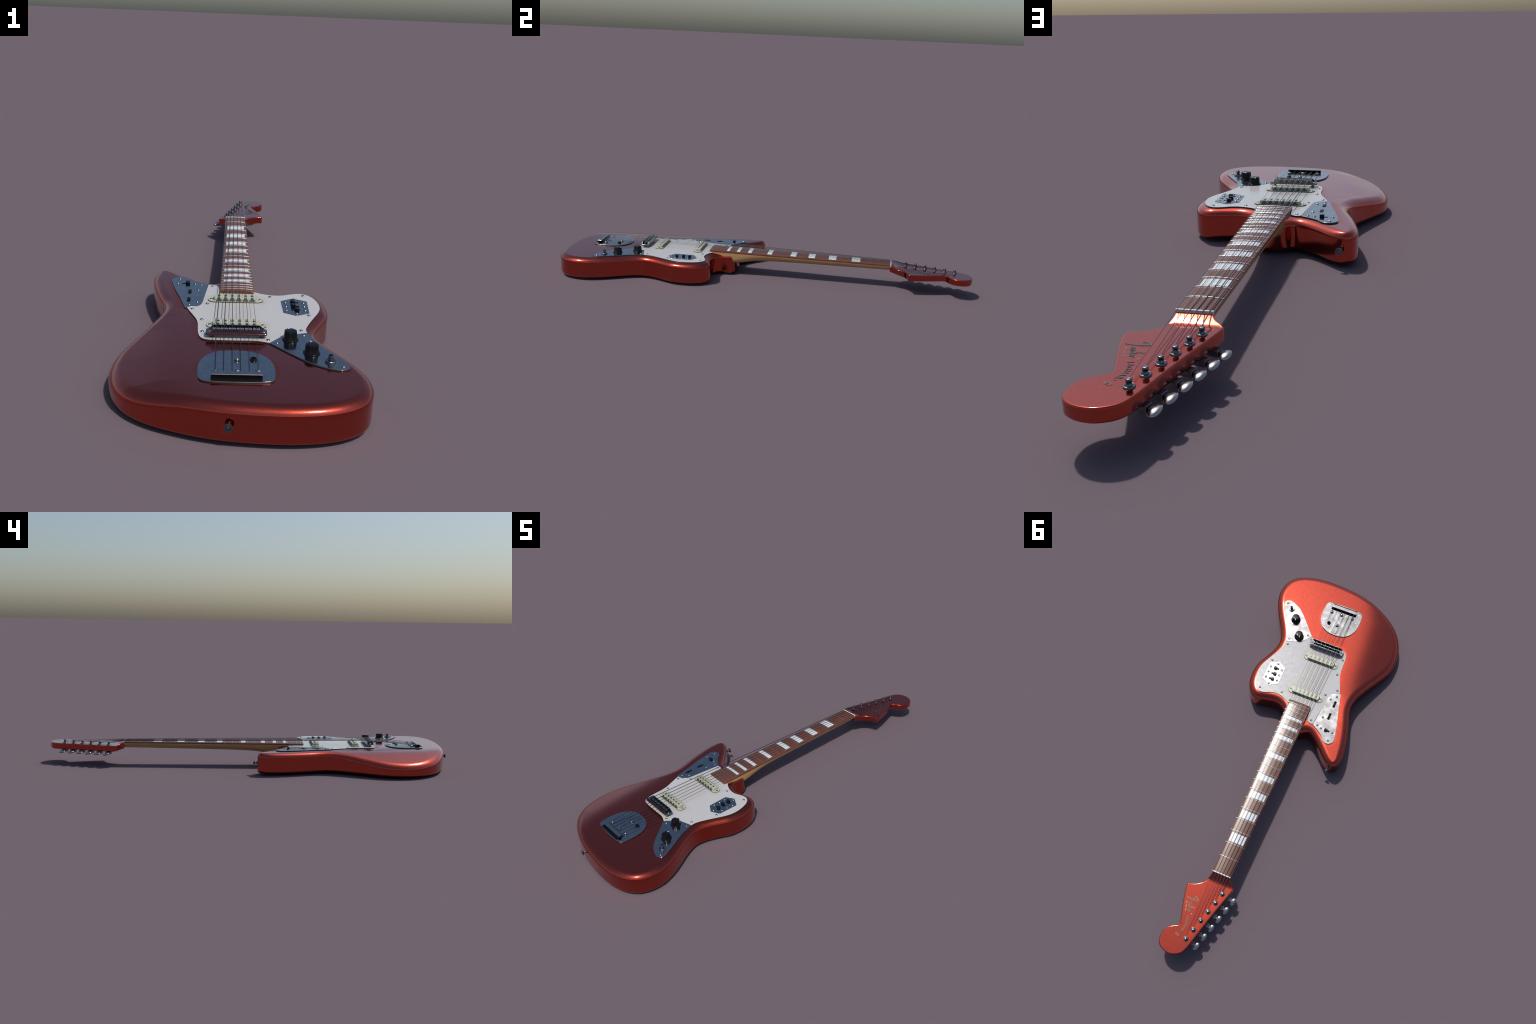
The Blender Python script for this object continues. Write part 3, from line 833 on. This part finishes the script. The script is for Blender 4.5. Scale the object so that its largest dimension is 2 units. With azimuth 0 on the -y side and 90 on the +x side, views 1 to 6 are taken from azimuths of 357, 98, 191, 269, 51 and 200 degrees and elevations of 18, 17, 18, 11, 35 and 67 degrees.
def build_neck():
    # D-shaped sections from the nut to the heel buried in the body
    ys = [0.624, 0.612, 0.58, 0.50, 0.40, 0.28, 0.16, 0.06, 0.00, -0.04, -0.07, -0.095, -0.115, -0.135, -0.155, -0.175, -0.20, -0.24, -0.274]
    zb = [0.0825, 0.0820, 0.0815, 0.0803, 0.0790, 0.0775, 0.0755, 0.0732, 0.0712, 0.0688, 0.0655, 0.0612, 0.0580, 0.0560, 0.0555, 0.0555, 0.0555, 0.0555, 0.0555]
    ex = [1.9] * 8 + [2.0, 2.3, 2.7, 3.2, 3.7, 4.3, 5.0, 6, 7, 8, 8]
    m = 28; V = []; F = []
    for y, b, e in zip(ys, zb, ex):
        w = half_width(y) - 0.0006
        for i in range(m + 1):
            a = math.pi * i / m
            c, s = math.cos(a), math.sin(a)
            V.append((NECK_X + w * math.copysign(abs(c) ** (2 / e), c), y, BOARD_BOTTOM + 0.0003 - (BOARD_BOTTOM - b) * abs(s) ** (2 / e)))
    k = m + 1
    for r in range(len(ys) - 1):
        for i in range(m):
            F.append((r * k + i, r * k + i + 1, (r + 1) * k + i + 1, (r + 1) * k + i))
        F.append((r * k + m, r * k, (r + 1) * k, (r + 1) * k + m))
    F.append(tuple(range(k))); F.append(tuple(reversed([(len(ys) - 1) * k + i for i in range(k)])))
    bm = bmesh.new(); me = mesh_from('tmp', V, F); bm.from_mesh(me); bpy.data.meshes.remove(me)
    neck = make_object('neck', bm_mesh('neck', bm, 50), 'maple')

    # fretboard: gently crowned plank with softened edges
    ys = [NUT_Y - 0.003] + list(np.linspace(NUT_Y - 0.004, BOARD_END_Y + 0.0030, 40)) + [BOARD_END_Y + 0.0012, BOARD_END_Y]
    V = []; F = []; m = 20
    for r, y in enumerate(ys):
        w = half_width(y)
        low = 0.0
        if r >= len(ys) - 2:
            low = (0.0005, 0.0016)[r - (len(ys) - 2)]; w -= low
        row = [(-w, BOARD_BOTTOM)]
        for i in range(m + 1):
            u = -1 + 2 * i / m
            z = BOARD_CROWN - (BOARD_CROWN - BOARD_EDGE) * u * u - low
            uu = u
            if abs(u) > 0.999:
                z -= 0.0009
            row.append((uu * (w - 0.0006 * (abs(u) < 0.999)), z))
        row.append((w, BOARD_BOTTOM))
        V += [(NECK_X + x, y, z) for x, z in row]
    k = m + 3
    for r in range(len(ys) - 1):
        for i in range(k):
            j = (i + 1) % k
            F.append((r * k + i, r * k + j, (r + 1) * k + j, (r + 1) * k + i))
    F.append(tuple(range(k))); F.append(tuple(reversed([(len(ys) - 1) * k + i for i in range(k)])))
    bm = bmesh.new(); me = mesh_from('tmp', V, F); bm.from_mesh(me); bpy.data.meshes.remove(me)
    board = make_object('fretboard', bm_mesh('fretboard', bm, 40), 'board', neck)

    crown = lambda u: BOARD_CROWN - (BOARD_CROWN - BOARD_EDGE) * u * u
    fret_y = [SCALE_Y + SCALE_LEN * 2 ** (-n / 12) for n in range(23)]
    for n in range(1, 23):
        y = fret_y[n]; w = half_width(y); m = 16
        prof = [(-0.0016, -0.0006), (-0.0014, 0.0008), (-0.0007, 0.0015), (0.0007, 0.0015), (0.0014, 0.0008), (0.0016, -0.0006)]
        V = []; F = []; k = len(prof)
        for i in range(m + 1):
            u = -1 + 2 * i / m
            for py, pz in prof:
                end = 0.0006 if i in (0, m) and pz > 0.001 else 0
                V.append((NECK_X + u * (w + 0.0009), y + py, crown(u) + pz - end * 1.4))
        for i in range(m):
            for j in range(k):
                l = (j + 1) % k
                F.append((i * k + j, (i + 1) * k + j, (i + 1) * k + l, i * k + l))
        F.append(tuple(range(k))); F.append(tuple(reversed([m * k + j for j in range(k)])))
        bm = bmesh.new(); me = mesh_from('tmp', V, F); bm.from_mesh(me); bpy.data.meshes.remove(me)
        make_object('fret', bm_mesh('fret', bm, 50), 'fret', board)
    for n in (3, 5, 7, 9, 12, 15, 17, 19):
        ya, yb = fret_y[n], fret_y[n - 1]
        c = yb - ya
        y0, y1 = ya + 0.0035 + 0.125 * c, yb - 0.0020 - 0.095 * c
        V = []; F = []; m = 12
        for y in (y0, y1):
            w = half_width(y) - 0.0100
            for i in range(m + 1):
                x = -w + 2 * w * i / m
                V.append((NECK_X + x, y, crown(x / (w + 0.010)) + 0.0003))
        k = m + 1
        V += [(x, y, z - 0.002) for x, y, z in V[:]]
        for i in range(m):
            F.append((i, i + 1, k + i + 1, k + i))
            F.append((2 * k + i, 3 * k + i, 3 * k + i + 1, 2 * k + i + 1))
            F.append((i, 2 * k + i, 2 * k + i + 1, i + 1))
            F.append((k + i, k + i + 1, 3 * k + i + 1, 3 * k + i))
        F += [(0, k, 3 * k, 2 * k), (m, 2 * k + m, 3 * k + m, k + m)]
        bm = bmesh.new(); me = mesh_from('tmp', V, F); bm.from_mesh(me); bpy.data.meshes.remove(me)
        make_object('inlay', bm_mesh('inlay', bm, 30), 'inlay', board)
    w = half_width(NUT_Y) + 0.0003
    bm = box_bm(NECK_X - w, NECK_X + w, NUT_Y - 0.0026, NUT_Y + 0.0026, 0.1060, 0.1190, 0.0007)
    make_object('nut', bm_mesh('nut', bm, 30), 'nut', neck)
    return neck

# ================================================================== headstock
HEAD_OUTLINE = [
    (0.0432, 0.6130), (0.0450, 0.6300), (0.0500, 0.6480), (0.0555, 0.6620), (0.0661, 0.6750), (0.0820, 0.6870), (0.1000, 0.6955), (0.1110, 0.6983),
    (0.1178, 0.6992), (0.1215, 0.7030), (0.1210, 0.7120), (0.1188, 0.7290), (0.1125, 0.7560), (0.1025, 0.7925), (0.0880, 0.8370), (0.0798, 0.8640), (0.0778, 0.8725),
    (0.0835, 0.8790), (0.1016, 0.8885), (0.1170, 0.9000), (0.1280, 0.9180), (0.1320, 0.9420), (0.1290, 0.9640), (0.1210, 0.9790), (0.1060, 0.9905),
    (0.0859, 0.9980), (0.0609, 0.9990), (0.0349, 0.9890), (0.0200, 0.9760), (0.0110, 0.9590), (-0.0270, 0.8110),
    (-0.0690, 0.6560), (-0.0690, 0.6500), (-0.0600, 0.6400), (-0.0480, 0.6310), (-0.0410, 0.6210), (-0.0388, 0.6130),
]
def build_headstock():
    D = closed_spline(HEAD_OUTLINE, 0, corners=(0, 16, 36))
    D = resample(D, 420)
    def top(P):
        t = np.clip((0.652 - P[:, 1]) / 0.036, 0, 1.1)
        return HEAD_TOP + 0.0147 * t ** 1.10
    def back(P):
        t = np.clip((0.672 - P[:, 1]) / 0.058, 0, 1.1)
        return HEAD_BOTTOM + 0.0130 * t ** 1.4
    me = slab('headstock', D, top, back, 0.0040, 0.0030, 0.0040, 0.009)
    return make_object('headstock', me, 'head_paint')

POSTS = [(-0.0345, 0.6896), (-0.0228, 0.7355), (-0.0098, 0.7815), (0.0028, 0.8265), (0.0150, 0.8730), (0.0275, 0.9190)]
def build_tuners(head):
    washer = lathe('bushing', [(0.0114, -0.002), (0.0116, 0.0008), (0.0110, 0.0024), (0.0096, 0.0032), (0.0082, 0.0028), (0.0072, 0.0010), (0.0, 0.0010)], 28, 50)
    washer.materials.append(M['dark_metal'])
    post = lathe('string_post', [(0.0066, 0.0), (0.0064, 0.0030), (0.0052, 0.0056), (0.0042, 0.0080), (0.0046, 0.0098), (0.0060, 0.0112), (0.0066, 0.0128), (0.0062, 0.0146), (0.0044, 0.0158), (0.0026, 0.0154), (0, 0.0150)], 22, 50)
    post.materials.append(M['dark_metal'])
    coil = bpy.data.meshes.new('string_coil')
    path = [(0.0052 * math.cos(a), 0.0052 * math.sin(a), 0.0060 + 0.0004 * a) for a in np.linspace(0, 2 * math.pi * 1.5, 40)]
    coil = tube('string_coil', path, 0.0008, 6); coil.materials.append(M['string'])
    # housing under the head, shaft and button
    edge = Vector((0.0380, -0.1550 * 0.0 + 0.1480, 0)).normalized()
    out = Vector((-0.966, 0.258, 0)).normalized()
    rot = math.atan2(out.y, out.x)
    case = bm_mesh('gear_housing', join_bms(box_bm(-0.012, 0.0215, -0.0105, 0.0105, -0.0130, 0.0004, 0.0012), box_bm(0.0215, 0.0275, -0.0060, 0.0060, -0.0125, -0.0020, 0.001)), 35)
    case.materials.append(M['dark_metal'])
    shaft = bm_mesh('tuner_shaft', box_bm(-0.002, 0.016, -0.0022, 0.0022, -0.0022, 0.0022, 0.0005), 40); shaft.materials.append(M['dark_metal'])
    # kidney-shaped button: wide along the head's edge, pinched towards the shaft, bevelled rim
    V = []; F = []; nu, nv = 28, 16
    for j in range(nv + 1):
        b = -math.pi / 2 + math.pi * j / nv
        for i in range(nu):
            a = 2 * math.pi * i / nu
            ca, sa = math.cos(a), math.sin(a)
            cb, sb = math.cos(b), math.sin(b)
            x = 0.0112 * math.copysign(abs(ca) ** 0.85, ca) * abs(cb) ** 0.75
            y = 0.0176 * math.copysign(abs(sa) ** 0.95, sa) * abs(cb) ** 0.75
            z = 0.0060 * math.copysign(abs(sb) ** 0.9, sb)
            z *= 1 - 0.32 * (y / 0.0176) ** 2
            z += 0.16 * y
            V.append((x, y, z))
    for j in range(nv):
        for i in range(nu):
            l = (i + 1) % nu
            F.append((j * nu + i, j * nu + l, (j + 1) * nu + l, (j + 1) * nu + i))
    bm = bmesh.new(); me = mesh_from('tmp', V, F); bm.from_mesh(me); bpy.data.meshes.remove(me)
    bmesh.ops.remove_doubles(bm, verts=bm.verts[:], dist=1e-6)
    button = bm_mesh('tuner_button', bm, 60); button.materials.append(M['tuner'])
    for i, (x, y) in enumerate(POSTS):
        make_object('bushing', washer, None, head, (x, y, HEAD_TOP))
        p = make_object('string_post', post, None, head, (x, y, HEAD_TOP + 0.0006))
        make_object('string_coil', coil, None, p, rot_z=i * 1.1)
        bx, by = -0.0828 + 0.01290 * i, 0.6962 + 0.04585 * i
        hx, hy = bx - out.x * 0.0330, by - out.y * 0.0330
        h = make_object('gear_housing', case, None, head, (hx, hy, HEAD_BOTTOM), rot)
        make_object('tuner_shaft', shaft, None, h, (0.0265, 0, -0.0085))
        make_object('tuner_button', button, None, h, (0.0330, 0, -0.0090))

# ================================================================== decal on the head
def text_mesh(name, body, size, shear, thick):
    cu = bpy.data.curves.new(name, 'FONT')
    cu.body = body; cu.size = size; cu.shear = shear; cu.extrude = 0.0002; cu.offset = thick
    cu.align_x = 'LEFT'
    ob = bpy.data.objects.new(name, cu)
    bpy.context.scene.collection.objects.link(ob)
    dg = bpy.context.evaluated_depsgraph_get()
    me = bpy.data.meshes.new_from_object(ob.evaluated_get(dg))
    bpy.data.objects.remove(ob); bpy.data.curves.remove(cu)
    me.name = name
    me.materials.clear()
    return me

def ribbon(name, pts, width):
    """flat pen stroke through points (u along the word, v up), width per point"""
    P = np.array(pts, float); n = 60
    t = np.linspace(0, len(P) - 1, n); k = np.clip(t.astype(int), 0, len(P) - 2); f = (t - k)[:, None]
    p0, p1, p2, p3 = P[np.maximum(k - 1, 0)], P[k], P[k + 1], P[np.minimum(k + 2, len(P) - 1)]
    C = 0.5 * (2 * p1 + (p2 - p0) * f + (2 * p0 - 5 * p1 + 4 * p2 - p3) * f ** 2 + (-p0 + 3 * p1 - 3 * p2 + p3) * f ** 3)
    T = np.gradient(C, axis=0); T /= np.linalg.norm(T, axis=1, keepdims=True) + 1e-12
    Nn = np.stack([-T[:, 1], T[:, 0]], 1)
    V = []
    for c, q in zip(C, Nn):
        for s in (1, -1):
            for z in (-0.0002, 0.0002):
                V.append((c[0] + q[0] * width * s, c[1] + q[1] * width * s, z))
    F = []
    for i in range(n - 1):
        a, b = 4 * i, 4 * i + 4
        F += [(a + 1, a + 3, b + 3, b + 1), (a, b, b + 2, a + 2), (a, a + 1, b + 1, b), (a + 2, b + 2, b + 3, a + 3)]
    F += [(0, 2, 3, 1), (4 * n - 4, 4 * n - 3, 4 * n - 1, 4 * n - 2)]
    bm = bmesh.new(); me = mesh_from('tmp', V, F); bm.from_mesh(me); bpy.data.meshes.remove(me)
    return bm_mesh(name, bm, 30)

def build_decal(head):
    z = HEAD_TOP
    # script word: reads along the head, baseline on the treble side. Local u -> +y (drifting to -x), v -> -x
    ang = math.radians(90 + 17)
    org = (0.0865, 0.7625)
    def place(me, mat, lift, u=0, v=0, a=ang, o=org):
        c, s = math.cos(a), math.sin(a)
        ob = make_object(me.name, me, mat, head, (o[0] + u * c - v * s, o[1] + u * s + v * c, z + lift), a)
        return ob
    # big swashed initial: long slanted stem, hooked top bar, short middle bar
    stem = [(-0.0100, -0.0110), (-0.0030, 0.0040), (0.0020, 0.0150), (0.0040, 0.0215)]
    hook = [(-0.0085, 0.0230), (-0.0100, 0.0290), (-0.0060, 0.0340), (0.0000, 0.0375), (0.0052, 0.0370), (0.0045, 0.0310), (0.0040, 0.0240)]
    bar = [(-0.0055, 0.0190), (0.0000, 0.0215), (0.0058, 0.0240)]
    for s in (stem, hook, bar):
        place(ribbon('script_initial_outline', s, 0.0022), 'gold', 0.0002)
        place(ribbon('script_initial', s, 0.0014), 'ink', 0.0005)
    for mat, th, lift, nm in (('gold', 0.0008, 0.0002, 'script_word_outline'), ('ink', 0.0003, 0.0005, 'script_word')):
        me = text_mesh(nm, 'ender', 0.0200, 0.30, th)
        place(me, mat, lift, 0.0050, 0.0015)
    tail = [(0.0300, 0.0140), (0.0345, 0.0220), (0.0380, 0.0290)]
    place(ribbon('script_flourish_outline', tail, 0.0022), 'gold', 0.0002)
    place(ribbon('script_flourish', tail, 0.0010), 'ink', 0.0005)
    # registered-mark dot
    dot = lathe('decal_dot', [(0.0030, -0.0002), (0.0030, 0.0002)], 16, 30)
    make_object('decal_dot', dot, 'gold', head, (0.0503, 0.8165, z + 0.0003))
    # illegible small line below the script: a row of fine gold dashes
    dashes = []
    for i in range(14):
        if i in (4, 9):
            continue
        dashes.append(box_bm(0.0065 + i * 0.0033, 0.0065 + i * 0.0033 + 0.0022, -0.0100, -0.0066 + 0.0006 * (i % 3), -0.0002, 0.0002))
    place(bm_mesh('decal_fine_print', join_bms(*dashes), 30), 'gold', 0.0002)
    # model lettering, letter by letter along an arc
    letters = [('J', 0.0595, 0.8300, 114), ('A', 0.0552, 0.8415, 105), ('G', 0.0528, 0.8545, 96), ('U', 0.0527, 0.8680, 86), ('A', 0.0538, 0.8800, 78), ('R', 0.0565, 0.8915, 70)]
    for ch, x, y, a in letters:
        a = math.radians(a)
        for mat, th, lift, nm in (('gold', 0.0006, 0.0002, 'lettering_outline'), ('ink', 0.0002, 0.0005, 'lettering')):
            me = text_mesh(nm, ch, 0.0155, 0.0, th)
            xs = [v.co.x for v in me.vertices]; ys = [v.co.y for v in me.vertices]
            for v in me.vertices:
                v.co.x -= 0.5 * (min(xs) + max(xs)); v.co.y -= 0.5 * (min(ys) + max(ys))
            make_object(nm, me, mat, head, (x, y, z + lift), a)
    place(ribbon('lettering_flourish', [(0.0, 0.0), (0.004, -0.004), (0.009, -0.006)], 0.0008), 'ink', 0.0005, 0, 0, math.radians(150), (0.0650, 0.8930))
    # crest badge
    pts = []
    for i in range(16):
        a = 2 * math.pi * i / 16; r = 1.0 if i % 2 else 0.86
        pts.append((0.0112 * r * math.cos(a), 0.0062 * r * math.sin(a)))
    crest = bm_mesh('crest_badge', prism(pts, -0.0002, 0.0002), 30)
    make_object('crest_badge', crest, 'faded_gold', head, (0.0694, 0.9142, z + 0.0002), math.radians(160))
    for nm, s in (('crest_mark', [(-0.0030, -0.0024), (-0.0010, 0.0026), (0.0010, -0.0024)]), ('crest_mark', [(0.0012, 0.0026), (0.0036, 0.0016), (0.0022, -0.0010), (0.0034, -0.0028)])):
        make_object(nm, ribbon(nm, s, 0.0007), 'ink', head, (0.0694, 0.9142, z + 0.0005), math.radians(75))

# ================================================================== strings, strap buttons
NUT_X = [-0.0318, -0.0176, -0.0036, 0.0105, 0.0247, 0.0390]
BAR_X = [-0.0570, -0.0360, -0.0145, 0.0066, 0.0287, 0.0509]
GAUGE = [0.00135, 0.00118, 0.00102, 0.00085, 0.00068, 0.00056]
def build_strings():
    for i in range(6):
        r = GAUGE[i]
        px, py = POSTS[i]
        path = [(BAR_X[i], -0.8450, 0.1130), (SADDLE_X[i], BRIDGE_Y - 0.0035, 0.1333 + r), (SADDLE_X[i], BRIDGE_Y + 0.0030, 0.1336 + r)]
        path += [(SADDLE_X[i] + (NUT_X[i] - SADDLE_X[i]) * t, BRIDGE_Y + 0.003 + (NUT_Y - BRIDGE_Y - 0.003) * t, 0.1336 + r + (0.1192 - 0.1336) * t) for t in (0.25, 0.5, 0.75)]
        path += [(NUT_X[i], NUT_Y - 0.002, 0.1190 + r), (NUT_X[i], NUT_Y + 0.003, 0.1187 + r)]
        dv = Vector((px - NUT_X[i], py - NUT_Y, 0)).normalized()
        side = Vector((dv.y, -dv.x, 0)) * 0.0045
        path += [(px + side.x * 0.9, py + side.y * 0.9, HEAD_TOP + 0.0092), (px + side.x * 0.6 + dv.x * 0.004, py + side.y * 0.6 + dv.y * 0.004, HEAD_TOP + 0.0088)]
        make_object('string', tube('string', path, r, 8), 'string')

def build_neck_plate():
    bm = prism([tuple(p + np.array((0.0, -0.215))) for p in rounded_rect(0.040, 0.050, 0.006)], 0.0022, 0.0062, 0.0006)
    ob = make_object('neck_plate', bm_mesh('neck_plate', bm, 30), 'plate', None, (0, 0, -LIFT))
    me = lathe('neck_plate_screw', [(0.0062, 0.0030), (0.0060, 0.0012), (0.0040, 0.0002), (0, 0.0)], 20, 60)
    me.materials.append(M['chrome'])
    for x in (-0.030, 0.030):
        for y in (-0.255, -0.175):
            make_object('neck_plate_screw', me, None, ob, (x, y, 0))

def build_strap_buttons():
    me = lathe('strap_button', [(0.0075, -0.006), (0.0072, 0.0010), (0.0050, 0.0030), (0.0040, 0.0075), (0.0052, 0.0105), (0.0092, 0.0128), (0.0113, 0.0140), (0.0115, 0.0158),
                                (0.0096, 0.0165), (0.0062, 0.0165), (0.0058, 0.0158), (0.0052, 0.0172), (0.0030, 0.0182), (0, 0.0184)], 28, 40)
    me.materials.append(M['dark_metal'])
    for loc, d in (((-0.0214, -0.9815, 0.0550), Vector((-0.10, -1, 0))), ((-0.2305, -0.0425, 0.0525), Vector((0.10, 1, 0)))):
        ob = make_object('strap_button', me, None, loc=loc)
        ob.rotation_mode = 'QUATERNION'
        ob.rotation_quaternion = d.to_track_quat('Z', 'Y')

# ================================================================== assemble
def main():
    global ROOT
    build_materials()
    ROOT = bpy.data.objects.new('electric_guitar', None)
    bpy.context.scene.collection.objects.link(ROOT)
    ROOT.location.z = LIFT
    ROOT['label'] = 'red metallic offset-waist electric guitar with white pickguard and chrome plates'
    ROOT['category'] = 'electric guitar'
    build_body()
    plates = build_plates()
    build_screws(*plates)
    build_tailpiece_fittings(plates[3])
    build_controls(*plates[:3])
    build_pickups()
    build_bridge()
    build_neck()
    head = build_headstock()
    build_tuners(head)
    build_decal(head)
    build_strings()
    build_strap_buttons()
    build_neck_plate()
    bpy.context.view_layer.update()

main()
